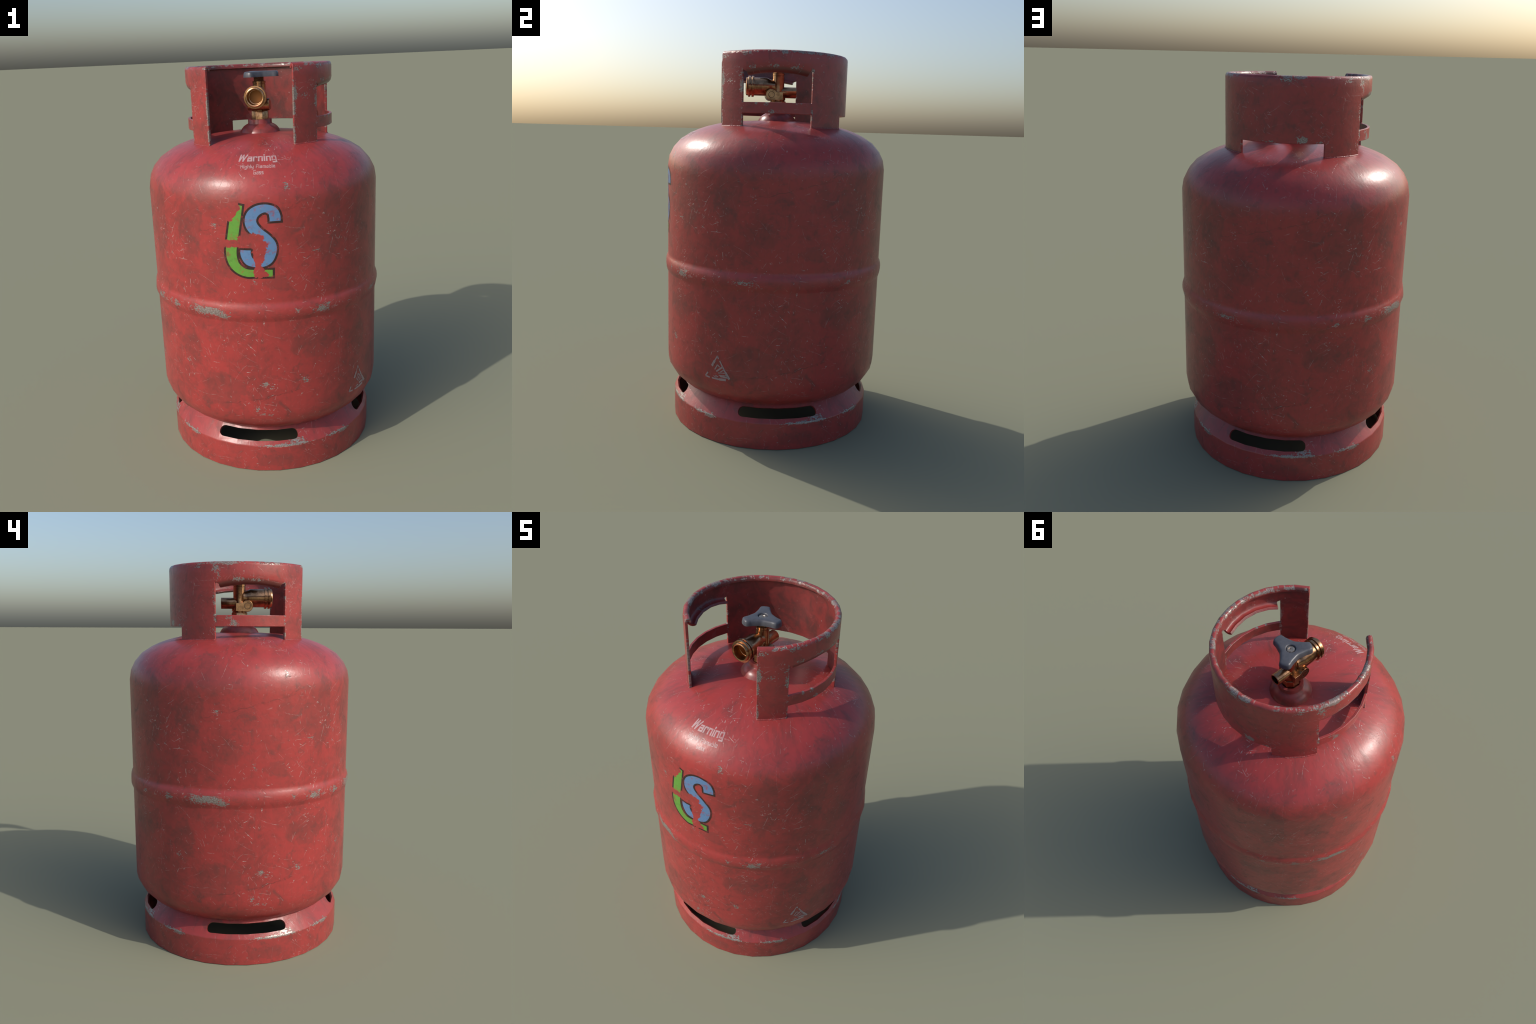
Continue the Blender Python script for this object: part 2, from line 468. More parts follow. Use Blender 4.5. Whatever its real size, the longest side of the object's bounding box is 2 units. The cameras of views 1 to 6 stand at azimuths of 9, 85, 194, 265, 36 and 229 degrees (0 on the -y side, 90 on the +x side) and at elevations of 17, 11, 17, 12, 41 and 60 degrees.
nb = Nodes("neck_paint")
p = nb.coords()
n1 = nb.noise(p, 30.0, 5.0, 0.6)
NECK = finish_paint(nb, nb.mix(nb.step(n1, 0.4, 0.65), (0.255, 0.042, 0.040), (0.165, 0.040, 0.038)), 0.32, 0.0, n1, 0.1)

# brass
nb = Nodes("brass")
p = nb.coords()
n1 = nb.noise(p, 28.0, 6.0, 0.65)
n2 = nb.noise(p, 150.0, 3.0, 0.6)
bc = nb.mix(nb.step(n1, 0.40, 0.66), (0.50, 0.285, 0.155), (0.24, 0.130, 0.068))
bc = nb.mix(nb.math('MULTIPLY', nb.step(n2, 0.56, 0.7), 0.4), bc, (0.22, 0.13, 0.07))
nb.shader(bc, nb.math('ADD', 0.17, nb.math('MULTIPLY', n1, 0.16)), 1.0, nb.bump(n2, 0.08, 0.002))
BRASS = nb.mat

nb = Nodes("dark_brass")
nb.shader((0.34, 0.15, 0.04), 0.50, 0.35)
BRASS_DARK = nb.mat

nb = Nodes("slate_plastic")
p = nb.coords()
n1 = nb.noise(p, 60.0, 4.0, 0.6)
n2 = nb.noise(p, 400.0, 2.0, 0.6)
nb.shader(nb.mix(nb.step(n1, 0.35, 0.7), (0.070, 0.072, 0.085), (0.056, 0.058, 0.069)), 0.38, 0.0,
          nb.bump(n2, 0.15, 0.001))
PLASTIC = nb.mat

nb = Nodes("screw_steel")
p = nb.coords()
n1 = nb.noise(p, 90.0, 5.0, 0.65)
nb.shader(nb.mix(nb.step(n1, 0.4, 0.62), (0.50, 0.42, 0.34), (0.22, 0.16, 0.12)), 0.35, 0.9)
SCREW = nb.mat

def decal_paint(name, color, erosion, amount=0.93, fade=0.55):
    """a printed colour laid over the tank paint, worn through where the spots lie"""
    nb = Nodes(name)
    col, rough, metal, h, flat, lines = tank_paint(nb)
    dirt = nb.noise(flat, 45.0, 5.0, 0.65)
    rag = nb.noise(flat, 48.0, 6.0, 0.72)
    ink = nb.mix(nb.math('MULTIPLY', nb.step(dirt, 0.5, 0.75), fade), color, tuple(0.55 * v for v in color))
    keep = amount
    if erosion:
        e = nb.blobs(flat, erosion)
        e = nb.math('ADD', e, nb.math('MULTIPLY', nb.math('SUBTRACT', rag, 0.5), 1.6))
        keep = nb.math('MULTIPLY', nb.step(e, 0.29, 0.38, 1.0, 0.0), amount)
    thin = nb.step(nb.noise(flat, 26.0, 6.0, 0.7), 0.51, 0.68, 0.0, 0.65)
    keep = nb.math('MULTIPLY', keep, nb.math('SUBTRACT', 1.0, thin))
    keep = nb.math('MULTIPLY', keep, nb.math('SUBTRACT', 1.0, lines))
    nb.shader(nb.mix(keep, col, ink), rough, metal, nb.bump(h, 0.5, 0.004))
    return nb.mat

LOGO_WORN = [(-0.046, 1.392, 0.034, 0.030, 1.2), (-0.064, 1.378, 0.036, 0.050, 1.2), (-0.076, 1.350, 0.030, 0.034, 1.2), (-0.058, 1.412, 0.026, 0.02, 1.1),
             (-0.070, 1.222, 0.075, 0.026, 1.2),
             (0.022, 1.238, 0.085, 0.045, 1.3), (0.060, 1.205, 0.048, 0.060, 1.3), (0.058, 1.160, 0.038, 0.045, 1.2),
             (0.052, 1.128, 0.020, 0.040, 1.3), (0.054, 1.086, 0.034, 0.040, 1.5), (0.078, 1.075, 0.035, 0.020, 1.0)]
GREEN = decal_paint("logo_green", (0.095, 0.300, 0.042), LOGO_WORN)
BLUE = decal_paint("logo_blue", (0.085, 0.212, 0.395), LOGO_WORN)
DARK = decal_paint("logo_outline_black", (0.026, 0.014, 0.013), LOGO_WORN, 0.97)
WHITE = decal_paint("stencil_white", (0.50, 0.41, 0.41), (), 0.62, 0.30)
GREY = decal_paint("stencil_grey", (0.34, 0.32, 0.32), (), 0.66, 0.2)

# ------------------------------------------------------------------ the thing
cyl = bpy.data.objects.new("gas_cylinder", None)
bpy.context.scene.collection.objects.link(cyl)
cyl["label"] = "scuffed red steel gas cylinder with brass valve and collar"
cyl["category"] = "gas cylinder"

# ---- tank: turned shell with a rolled rib round the middle
PROFILE = [(0.0, 0.150), (0.20, 0.152), (0.36, 0.168), (0.44, 0.190), (0.49, 0.215), (0.5245, 0.235), (0.5635, 0.273), (0.587, 0.315),
           (0.595, 0.353), (0.595, 0.40), (0.595, 0.80), (0.595, 0.834), (0.5955, 0.839), (0.6012, 0.851), (0.6058, 0.868),
           (0.6065, 0.884), (0.6045, 0.902), (0.5995, 0.919), (0.595, 0.928), (0.595, 0.94),
           (0.595, 1.38), (0.595, 1.417), (0.5865, 1.467), (0.5635, 1.513), (0.5245, 1.557), (0.469, 1.592), (0.427, 1.611),
           (0.38, 1.6275), (0.317, 1.6434), (0.22, 1.657), (0.12, 1.663), (0.0, 1.664)]
bm = bmesh.new()
revolve(bm, PROFILE)
tank = make_object("tank", bm, TANK, cyl, angle=180)

def profile_side(prof):
    """upper part of the profile as a table of arc length from the top, with smooth normals"""
    pts = list(reversed(prof))
    nrm = []
    for i, (r, z) in enumerate(pts):
        acc = Vector((0, 0))
        if i > 0:
            d = Vector((r - pts[i - 1][0], z - pts[i - 1][1])).normalized(); acc += Vector((-d.y, d.x))
        if i < len(pts) - 1:
            d = Vector((pts[i + 1][0] - r, pts[i + 1][1] - z)).normalized(); acc += Vector((-d.y, d.x))
        nrm.append(acc.normalized())
    nrm[0] = Vector((0, 1))
    arc = [0.0]
    for a, b in zip(pts, pts[1:]):
        arc.append(arc[-1] + math.dist(a, b))
    return pts, nrm, arc
P_PTS, P_NRM, P_ARC = profile_side(PROFILE)

def arc_of_z(z):
    for i in range(len(P_PTS) - 1):
        z0, z1 = P_PTS[i][1], P_PTS[i + 1][1]
        if z1 <= z <= z0:
            return P_ARC[i] + (P_ARC[i + 1] - P_ARC[i]) * (z0 - z) / max(z0 - z1, 1e-9)
    return P_ARC[-1]

def on_tank(theta, arc, lift):
    """point and smooth normal on the tank skin"""
    i = 0
    while i < len(P_ARC) - 2 and P_ARC[i + 1] < arc:
        i += 1
    t = (arc - P_ARC[i]) / (P_ARC[i + 1] - P_ARC[i])
    r = P_PTS[i][0] * (1 - t) + P_PTS[i + 1][0] * t
    z = P_PTS[i][1] * (1 - t) + P_PTS[i + 1][1] * t
    n = (P_NRM[i] * (1 - t) + P_NRM[i + 1] * t).normalized()
    if n.x < 0 or (n.x < 1e-6 and n.y < 0):
        n = -n
    rr = r * facet(theta) + lift * n.x
    a = D(theta)
    return Vector((rr * math.cos(a), rr * math.sin(a), z + lift * n.y)), \
        Vector((n.x * math.cos(a), n.x * math.sin(a), n.y))

def decal(name, verts2d, faces, mapping, mat, parent):
    """lay a flat drawing on the tank skin, with the skin's own smooth normals"""
    pos, nrm = [], []
    for u, v in verts2d:
        p_, n_ = mapping(u, v)
        pos.append(p_); nrm.append(n_)
    me = bpy.data.meshes.new(name)
    me.from_pydata(pos, [], faces)
    me.update()
    flip = [f for f in me.polygons if f.normal.dot(nrm[f.vertices[0]]) < 0]
    if flip:
        b = bmesh.new(); b.from_mesh(me); b.faces.ensure_lookup_table()
        bmesh.ops.reverse_faces(b, faces=[b.faces[f.index] for f in flip])
        b.to_mesh(me); b.free()
    for f in me.polygons:
        f.use_smooth = True
    me.normals_split_custom_set_from_vertices([tuple(n_) for n_ in nrm])
    me.materials.append(mat)
    ob = bpy.data.objects.new(name, me)
    bpy.context.scene.collection.objects.link(ob)
    ob.parent = parent
    return ob

def wall_map(lift):
    return lambda s, z: on_tank(-90 + math.degrees(s / TANK_R), arc_of_z(z), lift)

def ribbon(line, widths, n=10, grow=0.0, rows=8):
    """a brush stroke: centre line and width, both smoothed"""
    pts = catmull([(p_[0], p_[1], w) for p_, w in zip(line, widths)], n)
    vs, fs = [], []
    pts = [(x_, y_, w + 2 * grow) for x_, y_, w in pts]
    def tang(i):
        a = pts[max(i - 1, 0)]; b = pts[min(i + 1, len(pts) - 1)]
        return Vector((b[0] - a[0], b[1] - a[1])).normalized()
    if grow:
        t0, t1 = tang(0), tang(len(pts) - 1)
        a, b = pts[0], pts[-1]
        pts = [(a[0] - t0.x * grow, a[1] - t0.y * grow, a[2])] + pts + [(b[0] + t1.x * grow, b[1] + t1.y * grow, b[2])]
    for i, (x_, y_, w) in enumerate(pts):
        t = tang(i)
        nx, ny = -t.y, t.x
        for k in range(rows + 1):
            q = (k / rows - 0.5) * w
            vs.append((x_ + nx * q, y_ + ny * q))
    for i in range(len(pts) - 1):
        for k in range(rows):
            a = i * (rows + 1) + k
            fs.append((a, a + 1, a + rows + 2, a + rows + 1))
    return vs, fs

S_LINE = [(0.1362, 1.3245), (0.1355, 1.346), (0.1255, 1.3705), (0.0950, 1.3845), (0.0600, 1.3775), (0.0340, 1.3570),
          (0.0245, 1.3280), (0.0336, 1.2983), (0.0613, 1.2694), (0.0906, 1.2444), (0.1112, 1.2149), (0.1116, 1.1847),
          (0.0972, 1.1489), (0.0689, 1.1302), (0.0351, 1.1294), (0.0092, 1.1419), (-0.0037, 1.1693), (-0.0038, 1.1921)]
S_WIDE = [0.050, 0.050, 0.045, 0.036, 0.042, 0.050, 0.052, 0.052, 0.047, 0.047, 0.051, 0.053, 0.049, 0.040, 0.036, 0.043, 0.048, 0.048]
L_LINE = [(-0.0334, 1.4031), (-0.0433, 1.3488), (-0.0548, 1.2893), (-0.0658, 1.2259), (-0.0717, 1.1862), (-0.0699, 1.1526),
          (-0.0578, 1.1192), (-0.0318, 1.0946), (0.0005, 1.0827), (0.0389, 1.0807), (0.1167, 1.0794)]
L_WIDE = [0.048, 0.049, 0.050, 0.050, 0.050, 0.049, 0.045, 0.040, 0.036, 0.033, 0.033]
v, f = ribbon(L_LINE, L_WIDE, grow=0.0100, rows=10)
decal("logo_outline", v, f, wall_map(0.0004), DARK, tank)
v, f = ribbon(S_LINE, S_WIDE, grow=0.0100, rows=10)
decal("logo_outline", v, f, wall_map(0.0005), DARK, tank)
v, f = ribbon(L_LINE, L_WIDE)
decal("logo_letter", v, f, wall_map(0.0006), GREEN, tank)
v, f = ribbon(S_LINE, S_WIDE)
decal("logo_letter", v, f, wall_map(0.0007), BLUE, tank)

# flammable sign: a broken triangle with a fan of rays
SIGN = [((-0.331, 0.490), (-0.346, 0.462), 0.0045), ((-0.346, 0.462), (-0.3635, 0.431), 0.009),
        ((-0.331, 0.490), (-0.325, 0.474), 0.005), ((-0.389, 0.3916), (-0.4048, 0.3693), 0.006),
        ((-0.4048, 0.3693), (-0.375, 0.3665), 0.006), ((-0.3623, 0.368), (-0.320, 0.3665), 0.006),
        ((-0.320, 0.3665), (-0.2812, 0.3701), 0.009), ((-0.2614, 0.3764), (-0.285, 0.410), 0.009),
        ((-0.285, 0.410), (-0.303, 0.440), 0.006), ((-0.303, 0.440), (-0.318, 0.466), 0.005),
        ((-0.301, 0.436), (-0.3366, 0.4063), 0.006), ((-0.290, 0.424), (-0.3146, 0.406), 0.0035),
        ((-0.2852, 0.405), (-0.3263, 0.4), 0.0035), ((-0.278, 0.393), (-0.322, 0.388), 0.0035),
        ((-0.270, 0.383), (-0.315, 0.384), 0.006), ((-0.3453, 0.4152), (-0.3302, 0.4428), 0.004),
        ((-0.3302, 0.4428), (-0.317, 0.432), 0.004), ((-0.342, 0.385), (-0.325, 0.378), 0.004),
        ((-0.352, 0.381), (-0.335, 0.374), 0.003)]
vs, fs = [], []
for a, b, w in SIGN:
    mid = ((a[0] + b[0]) / 2, (a[1] + b[1]) / 2)
    v, f = ribbon([a, mid, b], [1.4 * w] * 3, n=5, rows=3)
    k = len(vs)
    vs += v; fs += [tuple(i + k for i in q) for q in f]
def sign_map(s, z):
    return on_tank(math.degrees(s / TANK_R), arc_of_z(z), 0.0011)
decal("flammable_sign", vs, fs, sign_map, GREY, tank)

# lettering on the shoulder: square stencil letters drawn with straight strokes
# each letter: advance width and strokes as (x, y, x, y); capital height 1, small letters 0.62 high
GLYPHS = {
    'W': (0.90, [(.08, 1, .04, 0), (.04, 0, .46, 1), (.46, 1, .52, 0), (.52, 0, .96, 1)]),
    'a': (.52, [(.06, .62, .46, .62), (.46, .62, .46, 0), (.46, .34, .02, .34), (.02, .34, .02, 0), (.02, 0, .46, 0)]),
    'r': (.44, [(.02, .62, .02, 0), (.02, .62, .40, .62), (.40, .62, .40, .50)]),
    'n': (.52, [(.02, .62, .02, 0), (.02, .62, .46, .62), (.46, .62, .46, 0)]),
    'i': (.10, [(.03, .62, .03, 0), (.03, .90, .03, .96)]),
    'g': (.52, [(.02, .62, .46, .62), (.02, .62, .02, .04), (.02, .04, .46, .04), (.46, .62, .46, -.28), (.46, -.28, .08, -.28)]),
    'H': (.58, [(.02, 1, .02, 0), (.54, 1, .54, 0), (.02, .5, .54, .5)]),
    'h': (.50, [(.02, 1, .02, 0), (.02, .62, .44, .62), (.44, .62, .44, 0)]),
    'l': (.08, [(.03, 1, .03, 0)]),
    'y': (.50, [(.02, .62, .02, .08), (.02, .08, .44, .08), (.44, .62, .44, -.26), (.44, -.26, .12, -.26)]),
    'F': (.48, [(.02, 1, .02, 0), (.02, 1, .46, 1), (.02, .52, .40, .52)]),
    'm': (.72, [(.02, .62, .02, 0), (.02, .62, .68, .62), (.35, .62, .35, 0), (.68, .62, .68, 0)]),
    'b': (.50, [(.02, 1, .02, 0), (.02, .62, .44, .62), (.44, .62, .44, 0), (.02, 0, .44, 0)]),
    'e': (.48, [(.42, 0, .02, 0), (.02, 0, .02, .62), (.02, .62, .42, .62), (.42, .62, .42, .32), (.42, .32, .02, .32)]),
    'G': (.56, [(.50, 1, .02, 1), (.02, 1, .02, 0), (.02, 0, .50, 0), (.50, 0, .50, .48), (.50, .48, .28, .48)]),
    's': (.46, [(.40, .62, .02, .62), (.02, .62, .02, .32), (.02, .32, .40, .32), (.40, .32, .40, 0), (.40, 0, .02, 0)]),
    ' ': (.22, []),
}

def lettering(text, th0, th1, arc_top, arc_base, bold, gap, name):
    """set a line of text between two angles, on a base line measured along the shoulder"""
    width = sum(GLYPHS[c_][0] + gap for c_ in text) - gap
    sx = (th1 - th0) / width
    sy = arc_base - arc_top
    vs, fs = [], []
    pen = 0.0
    layer = 0
    for ch in text:
        adv, strokes_ = GLYPHS[ch]
        for x0, y0, x1, y1 in strokes_:
            a, b = Vector((x0, y0)), Vector((x1, y1))
            t = (b - a).normalized()
            n_ = Vector((-t.y, t.x)) * bold / 2
            a = a - t * bold / 2; b = b + t * bold / 2
            steps = max(2, int((b - a).length / 0.12))
            layer = (layer + 1) % 5
            k0 = len(vs)
            for i in range(steps + 1):
                q = a + (b - a) * i / steps
                for e in (-1, 0, 1):
                    w = q + n_ * e
                    vs.append(((pen + w.x) * sx, w.y * sy, layer))
            for i in range(steps):
                for e in range(2):
                    k = k0 + i * 3 + e
                    fs.append((k, k + 1, k + 4, k + 3))
        pen += adv + gap
    pos = {}
    lift = {(u, w): 0.0005 + 0.00004 * l_ for u, w, l_ in vs}
    return decal(name, [(u, w) for u, w, l_ in vs], fs,
                 lambda u, w: on_tank(th0 + u, arc_base - w, lift[(u, w)]), WHITE, tank)

ARC0 = arc_of_z(1.6047) - 0.4497   # small offset between this profile and the measured one
lettering("Warning", -94.0, -73.6, 0.4545 + ARC0, 0.4995 + ARC0, 0.19, 0.20, "warning_text")
lettering("Highly Flamable", -92.4, -75.1, 0.5268 + ARC0, 0.5478 + ARC0, 0.15, 0.24, "warning_text")
lettering("Gass", -85.7, -81.1, 0.5600 + ARC0, 0.5805 + ARC0, 0.16, 0.22, "warning_text")

# ---- foot ring: rolled strip with four slots in its cone
bm = bmesh.new()
T = 0.012
revolve(bm, [(0.557, 0.0), (0.557, 0.136), (0.5562, 0.1410), (0.5535, 0.1445), (0.485, 0.2305),
             (0.476, 0.2235), (0.540, 0.143), (0.545, 0.134), (0.545, 0.0)], closed=True)
foot = make_object("foot_ring", bm, FOOT, cyl, angle=180)
A, B = Vector((0.540, 0.161)), Vector((0.5052, 0.2050))
mid, up = (A + B) / 2, (B - A).normalized()
half = (B - A).length / 2
out = Vector((up.y, -up.x))
cb = bmesh.new()
for quad in range(4):
    cols = []
    n = 44
    for k in range(n + 1):
        u = -1 + 2 * k / n
        u = math.sin(u * math.pi / 2)
        deg = 22.9 * u
        edge = max(0.0, abs(deg) - 19.8) / 3.1
        h = half * max(1 - edge ** 2.1, 0.0006) ** (1 / 2.1)
        col = []
        for off, sgn in ((0.05, 1), (0.05, -1), (-0.05, -1), (-0.05, 1)):
            q = mid + up * h * sgn + out * off
            col.append(cb.verts.new(polar(q.x * facet(deg), quad * 90 + deg, q.y)))
        cols.append(col)
    for a, b in zip(cols, cols[1:]):
        for i in range(4):
            j = (i + 1) % 4
            cb.faces.new((a[i], a[j], b[j], b[i]))
    cb.faces.new(cols[0]); cb.faces.new(list(reversed(cols[-1])))
bmesh.ops.recalc_face_normals(cb, faces=cb.faces)
cm = bpy.data.meshes.new("slot_cutter"); cb.to_mesh(cm); cb.free()
cut = bpy.data.objects.new("slot_cutter", cm)
bpy.context.scene.collection.objects.link(cut)
m = foot.modifiers.new("slots", 'BOOLEAN'); m.object = cut; m.operation = 'DIFFERENCE'; m.solver = 'EXACT'
bpy.context.view_layer.update()
dg = bpy.context.evaluated_depsgraph_get()
new = bpy.data.meshes.new_from_object(foot.evaluated_get(dg))
foot.modifiers.clear()
foot.data = new
bpy.data.objects.remove(cut)
for p_ in new.polygons:
    p_.use_smooth = True
new.set_sharp_from_angle(angle=D(50))
m = foot.modifiers.new("round_edges", 'BEVEL'); m.width = 0.0035; m.segments = 2; m.limit_method = 'ANGLE'
m.angle_limit = D(62); m.harden_normals = True

# ---- collar: one bent sheet with a rolled rim, legs, hand holes and turned-in grip lips
HOLES = [(-33.75, 22.5), (157.5, 213.75)]       # hand holes
NOTCH = (56.25, 123.75)                          # gap under the back
LIPS = [(-31.0, 19.8), (160.2, 210.8)]
angles = [OPEN0 + STEP * i for i in range(27)]
angles = sorted(set([round(a, 3) for a in angles] + [e for l in LIPS for e in l]))
ARC_C, ARC_O, ARC_I = (0.338, 1.926), 0.032, 0.018
TH_IN = SHEET_R - 0.0135

def lip_of(a):
    for l0, l1 in LIPS:
        if l0 - 0.01 <= a <= l1 + 0.01:
            return (l0 + l1) / 2
    return None

def sag(a, c_):
    return -0.015 * (abs(a - c_) / 25.0) ** 2

rows = {'leg': ((SHEET_R, 1.610), (TH_IN, 1.610)), 'low': ((SHEET_R, 1.6945), (TH_IN, 1.6945)),
        'bar': ((SHEET_R, 1.749), (TH_IN, 1.749)), 'head': ((SHEET_R, 1.903), (TH_IN, 1.903)),
        'bend': ((SHEET_R, 1.927), (TH_IN, 1.927)), 'up': ((SHEET_R, 1.945), (TH_IN, 1.945)), 'r0': ((SHEET_R, 1.983), (TH_IN, 1.980)),
        'r1': ((0.3680, 1.9925), (0.3565, 1.9835)), 'r2': ((0.3622, 1.9983), (0.3557, 1.9860)),
        'r3': ((0.3545, 2.0000), (0.3540, 1.9870)), 'r4': ((0.3468, 1.9983), (0.3523, 1.9860)),
        'r5': ((0.3415, 1.9930), (0.3513, 1.9835)), 'r6': ((0.3393, 1.9855), (0.3511, 1.9800)),
        'r7': ((0.3390, 1.9760), (0.3510, 1.9755))}
LIP_ROWS = [('head', 30), ('lip1', 50), ('lip2', 70), ('lip3', 90), ('lip4', 110), ('lip5', 131)]
bm = bmesh.new()
node = {}

def get(col, row):
    key = (col, row)
    if key in node:
        return node[key]
    a = angles[col]
    c_ = lip_of(a)
    if row.startswith('lip') or (c_ is not None and row in ('head', 'bend')):
        ang = dict(LIP_ROWS).get(row, 0)
        o = (ARC_C[0] + ARC_O * math.cos(D(ang)), ARC_C[1] - ARC_O * math.sin(D(ang)) + sag(a, c_))
        i = (ARC_C[0] + ARC_I * math.cos(D(ang)), ARC_C[1] - ARC_I * math.sin(D(ang)) + sag(a, c_))
        if row == 'bend':
            i = (TH_IN, o[1])
    else:
        o, i = rows[row]
    fc = facet(a)
    node[key] = (bm.verts.new(polar(o[0] * fc, a, o[1])), bm.verts.new(polar(i[0] * fc, a, i[1])))
    return node[key]

cells = []
order = ['leg', 'low', 'bar', 'head', 'bend', 'up', 'r0', 'r1', 'r2', 'r3', 'r4', 'r5', 'r6', 'r7']
for ci in range(len(angles) - 1):
    mid_a = (angles[ci] + angles[ci + 1]) / 2
    in_hole = any(a < mid_a < b for a, b in HOLES)
    in_notch = NOTCH[0] < mid_a < NOTCH[1]
    for r0, r1 in zip(order, order[1:]):
        if r0 == 'leg' and (in_hole or in_notch):
            continue
        if r0 == 'bar' and in_hole:
            continue
        cells.append((ci, r0, r1))
    if any(a < mid_a < b for a, b in LIPS):
        for (r0, _), (r1, _) in zip(LIP_ROWS, LIP_ROWS[1:]):
            cells.append((ci, r1, r0))
edge_use = {}
for ci, r0, r1 in cells:
    q = [(ci, r0), (ci + 1, r0), (ci + 1, r1), (ci, r1)]
    n_ = [get(*k) for k in q]
    bm.faces.new([v_[0] for v_ in n_])
    bm.faces.new([v_[1] for v_ in reversed(n_)])
    for k in range(4):
        e = (q[k], q[(k + 1) % 4])
        edge_use.setdefault(frozenset(e), []).append(e)
for key, uses in edge_use.items():
    if len(uses) == 1:
        a, b = uses[0]
        A_, B_ = node[a], node[b]
        bm.faces.new((A_[1], B_[1], B_[0], A_[0]))
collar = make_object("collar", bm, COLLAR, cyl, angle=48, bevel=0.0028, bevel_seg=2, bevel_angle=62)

# weld seams where the legs meet the dome
def bead(t0, t1):
    b = bmesh.new()
    n, seg = int((t1 - t0) / 0.55), 7
    prev = None
    first = None
    for k in range(n + 1):
        a = t0 + (t1 - t0) * k / n
        fc = facet(a)
        w = 0.0042 + 0.0016 * mnoise.noise(Vector((a * 0.9, 2.0, 0))) + 0.0008 * math.sin(a * 6.0)
        if k in (0, n):
            w *= 0.3
        ring = []
        for j in range(seg):
            t = 2 * math.pi * j / seg
            ring.append(b.verts.new(polar((SHEET_R + 0.0005 + w * math.cos(t)) * fc, a, 1.6300 + w * 0.9 * math.sin(t))))
        if prev:
            for j in range(seg):
                b.faces.new((prev[j], prev[(j + 1) % seg], ring[(j + 1) % seg], ring[j]))
        else:
            first = ring
        prev = ring
    b.faces.new(first); b.faces.new(list(reversed(prev)))
    make_object("weld_seam", b, COLLAR, collar, angle=180)
for t0, t1 in ((-56.0, -34.0), (22.8, 56.0), (124.0, 157.2), (214.0, 236.0)):
    bead(t0, t1)

# ---- neck boss the valve is screwed into
bm = bmesh.new()
revolve(bm, [(0.108, 1.655), (0.1045, 1.665), (0.0955, 1.680), (0.0855, 1.691), (0.0735, 1.699), (0.0640, 1.7035), (0.0620, 1.7060),
             (0.0620, 1.7240), (0.0605, 1.7268), (0.0570, 1.7275), (0.0460, 1.7272), (0.0450, 1.7200), (0.0, 1.7200)], seg=24)
neck = make_object("valve_neck", bm, NECK, cyl, angle=50)

# ---- brass valve
VX = 0.003
valve = bpy.data.objects.new("valve", None)
bpy.context.scene.collection.objects.link(valve)
valve.parent = cyl
bm = bmesh.new()
revolve(bm, [(0.0, 1.765), (0.0370, 1.765), (0.0370, 1.7745), (0.0405, 1.7765), (0.0405, 1.7925), (0.0345, 1.806), (0.0325, 1.822), (0.0325, 1.9010), (0.0312, 1.9022), (0.0312, 1.9042), (0.0335, 1.9050), (0.0335, 1.9150),
             (0.0322, 1.9160), (0.0, 1.9160)], seg=14, origin=(VX, 0, 0), phase=0.1)
make_object("valve_stem_housing", bm, BRASS, valve, angle=35)
bm = bmesh.new()
revolve(bm, [(0.0, 1.715), (0.0455, 1.715), (0.0455, 1.7660), (0.0440, 1.7690), (0.0400, 1.7695), (0.0, 1.7695)], seg=8, origin=(VX, 0, 0), phase=D(22.5))
make_object("base_nut", bm, BRASS, valve, angle=30, bevel=0.002, bevel_angle=40)
bm = bmesh.new()
revolve(bm, [(0.0285, 1.910), (0.0285, 1.945)], seg=6, origin=(VX, 0, 0), phase=D(30))
bmesh.ops.contextual_create(bm, geom=[e for e in bm.edges if all(q.co.z > 1.94 for q in e.verts)])
make_object("spindle_nut", bm, BRASS, valve, angle=30, bevel=0.0015)

# outlet with two ridges and a bored mouth
bm = bmesh.new()
revolve(bm, [(0.0, 0.0), (0.037, -0.020), (0.037, -0.033), (0.0400, -0.0420), (0.0478, -0.0605), (0.0478, -0.1328), (0.0550, -0.1330), (0.0556, -0.1338),
             (0.0556, -0.1442), (0.0550, -0.1450), (0.0478, -0.1452), (0.0478, -0.1514), (0.0550, -0.1516), (0.0556, -0.1524),
             (0.0556, -0.1624), (0.0550, -0.1632), (0.0484, -0.1636), (0.0482, -0.1700), (0.0462, -0.1742), (0.0425, -0.1757), (0.0378, -0.1745), (0.0358, -0.1700),
             (0.0352, -0.1330), (0.0325, -0.1322), (0.0318, -0.1300), (0.0318, -0.1080)],
        seg=20, axis='Y', origin=(VX, 0, 1.8440))
make_object("outlet", bm, BRASS, valve, angle=35)
bm = bmesh.new()
revolve(bm, [(0.0, -0.1120), (0.0330, -0.1120), (0.0330, -0.1090), (0.0, -0.1090)], seg=20, axis='Y', origin=(VX, 0, 1.8440))
make_object("outlet_seat", bm, BRASS_DARK, valve, angle=35)
# relief nozzle at the back
bm = bmesh.new()
revolve(bm, [(0.0, 0.0), (0.0292, 0.005), (0.0292, 0.0960), (0.0280, 0.0978), (0.0235, 0.0978), (0.0225, 0.0965), (0.0222, 0.0550), (0.0, 0.0550)],
        seg=16, axis='Y', origin=(VX, 0, 1.8165))
make_object("relief_nozzle", bm, BRASS, valve, angle=35)

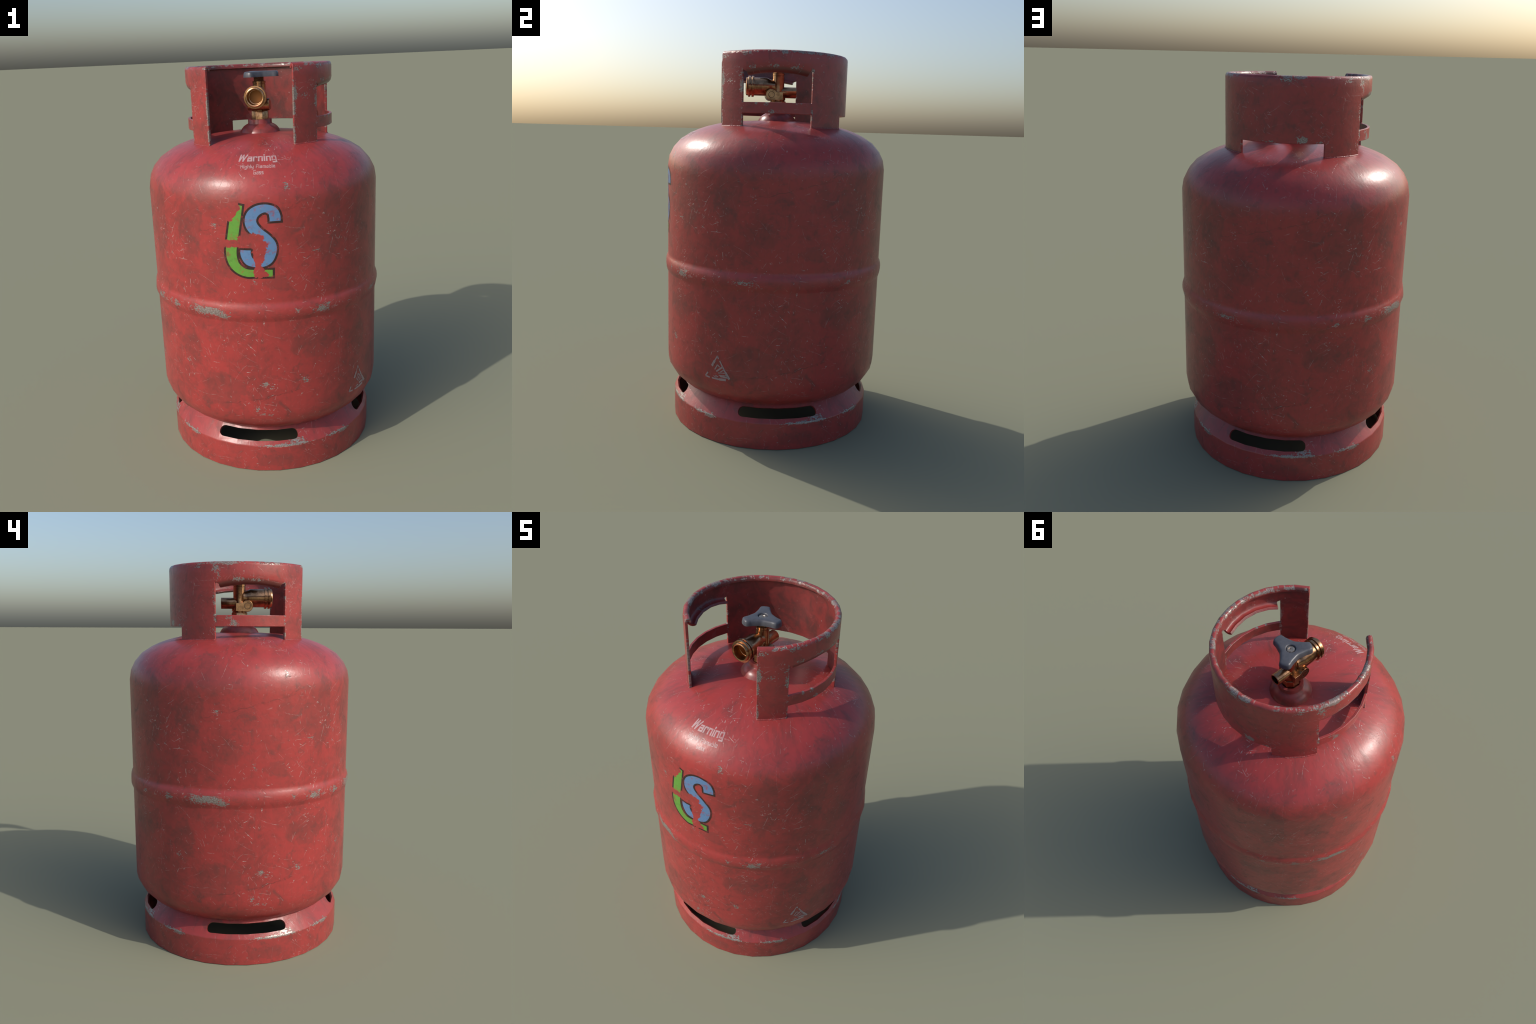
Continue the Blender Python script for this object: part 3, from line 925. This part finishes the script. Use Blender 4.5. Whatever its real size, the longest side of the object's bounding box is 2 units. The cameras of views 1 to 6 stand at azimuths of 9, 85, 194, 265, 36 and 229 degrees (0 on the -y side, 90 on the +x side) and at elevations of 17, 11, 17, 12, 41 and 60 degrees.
# cross lug: a short bar ending in a round eye, through the housing from side to side
prof = [(0.0225, 1.8168), (-0.0080, 1.8168), (-0.0125, 1.8180)]
cy, cz, cr = -0.0398, 1.8015, 0.0300
for k in range(25):
    a = D(40 + (270 - 40) * k / 24)
    prof.append((cy + cr * math.cos(a), cz + cr * math.sin(a)))
prof += [(-0.010, 1.7735), (0.0225, 1.7745)]
bm = bmesh.new()
def lug_face(xx):
    return [bm.verts.new((xx, y_, z_)) for y_, z_ in prof]
HX = 0.0560
fa, fb = lug_face(VX - HX), lug_face(VX + HX)
bm.faces.new(fa); bm.faces.new(list(reversed(fb)))
for k in range(len(prof)):
    k2 = (k + 1) % len(prof)
    bm.faces.new((fa[k], fb[k], fb[k2], fa[k2]))
lug = make_object("cross_lug", bm, BRASS, valve, angle=40, bevel=0.002, bevel_angle=50)
# pin in the eye, set in a groove
for side in (-1, 1):
    bm = bmesh.new()
    x0 = side * HX
    revolve(bm, [(0.0, x0 + side * 0.0005), (0.0146, x0 + side * 0.0005), (0.0146, x0 - side * 0.002)],
            seg=20, axis='X', origin=(VX, cy, cz))
    make_object("lug_pin", bm, BRASS, lug, angle=40)
    bm = bmesh.new()
    revolve(bm, [(0.0145, x0 - side * 0.001), (0.0145, x0 + side * 0.0003), (0.0170, x0 + side * 0.0003), (0.0170, x0 - side * 0.001)],
            seg=20, axis='X', origin=(VX, cy, cz), closed=True)
    nbx = bpy.data.materials.get("groove_dark")
    if nbx is None:
        g = Nodes("groove_dark"); g.shader((0.05, 0.03, 0.02), 0.6, 0.3); nbx = g.mat
    make_object("pin_groove", bm, nbx, lug, angle=40)

# three-lobed hand knob
def knob_outline(scale_tip, grow, n=120):
    """concave-sided three-pointed star with blunt ends"""
    tip_r, tip_w, waist = 0.1015, 0.0285, 0.0530
    pts = []
    for lobe in range(3):
        base = lobe * 120
        # one sector, from the waist before the lobe to the waist after it
        half_pts = [(waist, 0.0)]
        seq = []
        wv = Vector((waist * math.cos(D(60)), waist * math.sin(D(60))))
        corner = Vector((tip_r - 0.004, tip_w))
        left = catmull([(0.0103, 0.0591), tuple(wv), (0.0460, 0.0385), (0.0680, 0.0318), (0.0850, 0.0290), (0.0955, 0.0235), (0.1005, 0.0125), (0.1018, 0.0)], 7)[7:]
        right = [(x_, -y_) for x_, y_ in reversed(left)]
        for x_, y_ in right[:0] + [(x_, -y_) for x_, y_ in left][:-1] + list(reversed(left))[:-1]:
            a = D(base)
            seq.append((x_ * math.cos(a) - y_ * math.sin(a), x_ * math.sin(a) + y_ * math.cos(a)))
        pts += seq
    return pts
base = knob_outline(1, 0)
bm = bmesh.new()
levels = [(1.00, 1.9368, 0.0), (1.00, 1.9400, 0.0), (1.00, 1.9480, 0.0012), (1.0, 1.9560, 0.0028), (1.0, 1.9605, 0.0052), (1.0, 1.9632, 0.0090), (1.0, 1.9643, 0.0140)]
rings = []
def inset(pts, d):
    out_ = []
    m_ = len(pts)
    for i in range(m_):
        a = Vector(pts[i - 1]); b = Vector(pts[(i + 1) % m_])
        t = (b - a).normalized()
        nrm_ = Vector((t.y, -t.x))
        p_ = Vector(pts[i]) - nrm_ * d
        out_.append((p_.x, p_.y))
    return out_
for sc, z, ins in levels:
    rings.append([bm.verts.new((VX + x_, y_, z)) for x_, y_ in inset(base, ins)])
m_ = len(base)
for a, b in zip(rings, rings[1:]):
    for k in range(m_):
        bm.faces.new((a[k], a[(k + 1) % m_], b[(k + 1) % m_], b[k]))
# dished socket in the middle for the screw
def radial_ring(r_, z):
    ring = []
    for x_, y_ in base:
        a = math.atan2(y_, x_)
        ring.append(bm.verts.new((VX + r_ * math.cos(a), r_ * math.sin(a), z)))
    return ring
inner = [radial_ring(0.0262, 1.9644), radial_ring(0.0240, 1.9636), radial_ring(0.0226, 1.9610), radial_ring(0.0215, 1.9540)]
chain = [rings[-1]] + inner
for a, b in zip(chain, chain[1:]):
    for k in range(m_):
        bm.faces.new((a[k], a[(k + 1) % m_], b[(k + 1) % m_], b[k]))
bm.faces.new(inner[-1])
bm.faces.new(list(reversed(rings[0])))
knob = make_object("hand_knob", bm, PLASTIC, valve, angle=55)
bm = bmesh.new()
revolve(bm, [(0.0, 1.9528), (0.0195, 1.9528), (0.0195, 1.9572), (0.0180, 1.9590), (0.0110, 1.9592), (0.0090, 1.9570), (0.0, 1.9565)],
        seg=20, origin=(VX, 0, 0))
make_object("knob_screw", bm, SCREW, knob, angle=40)
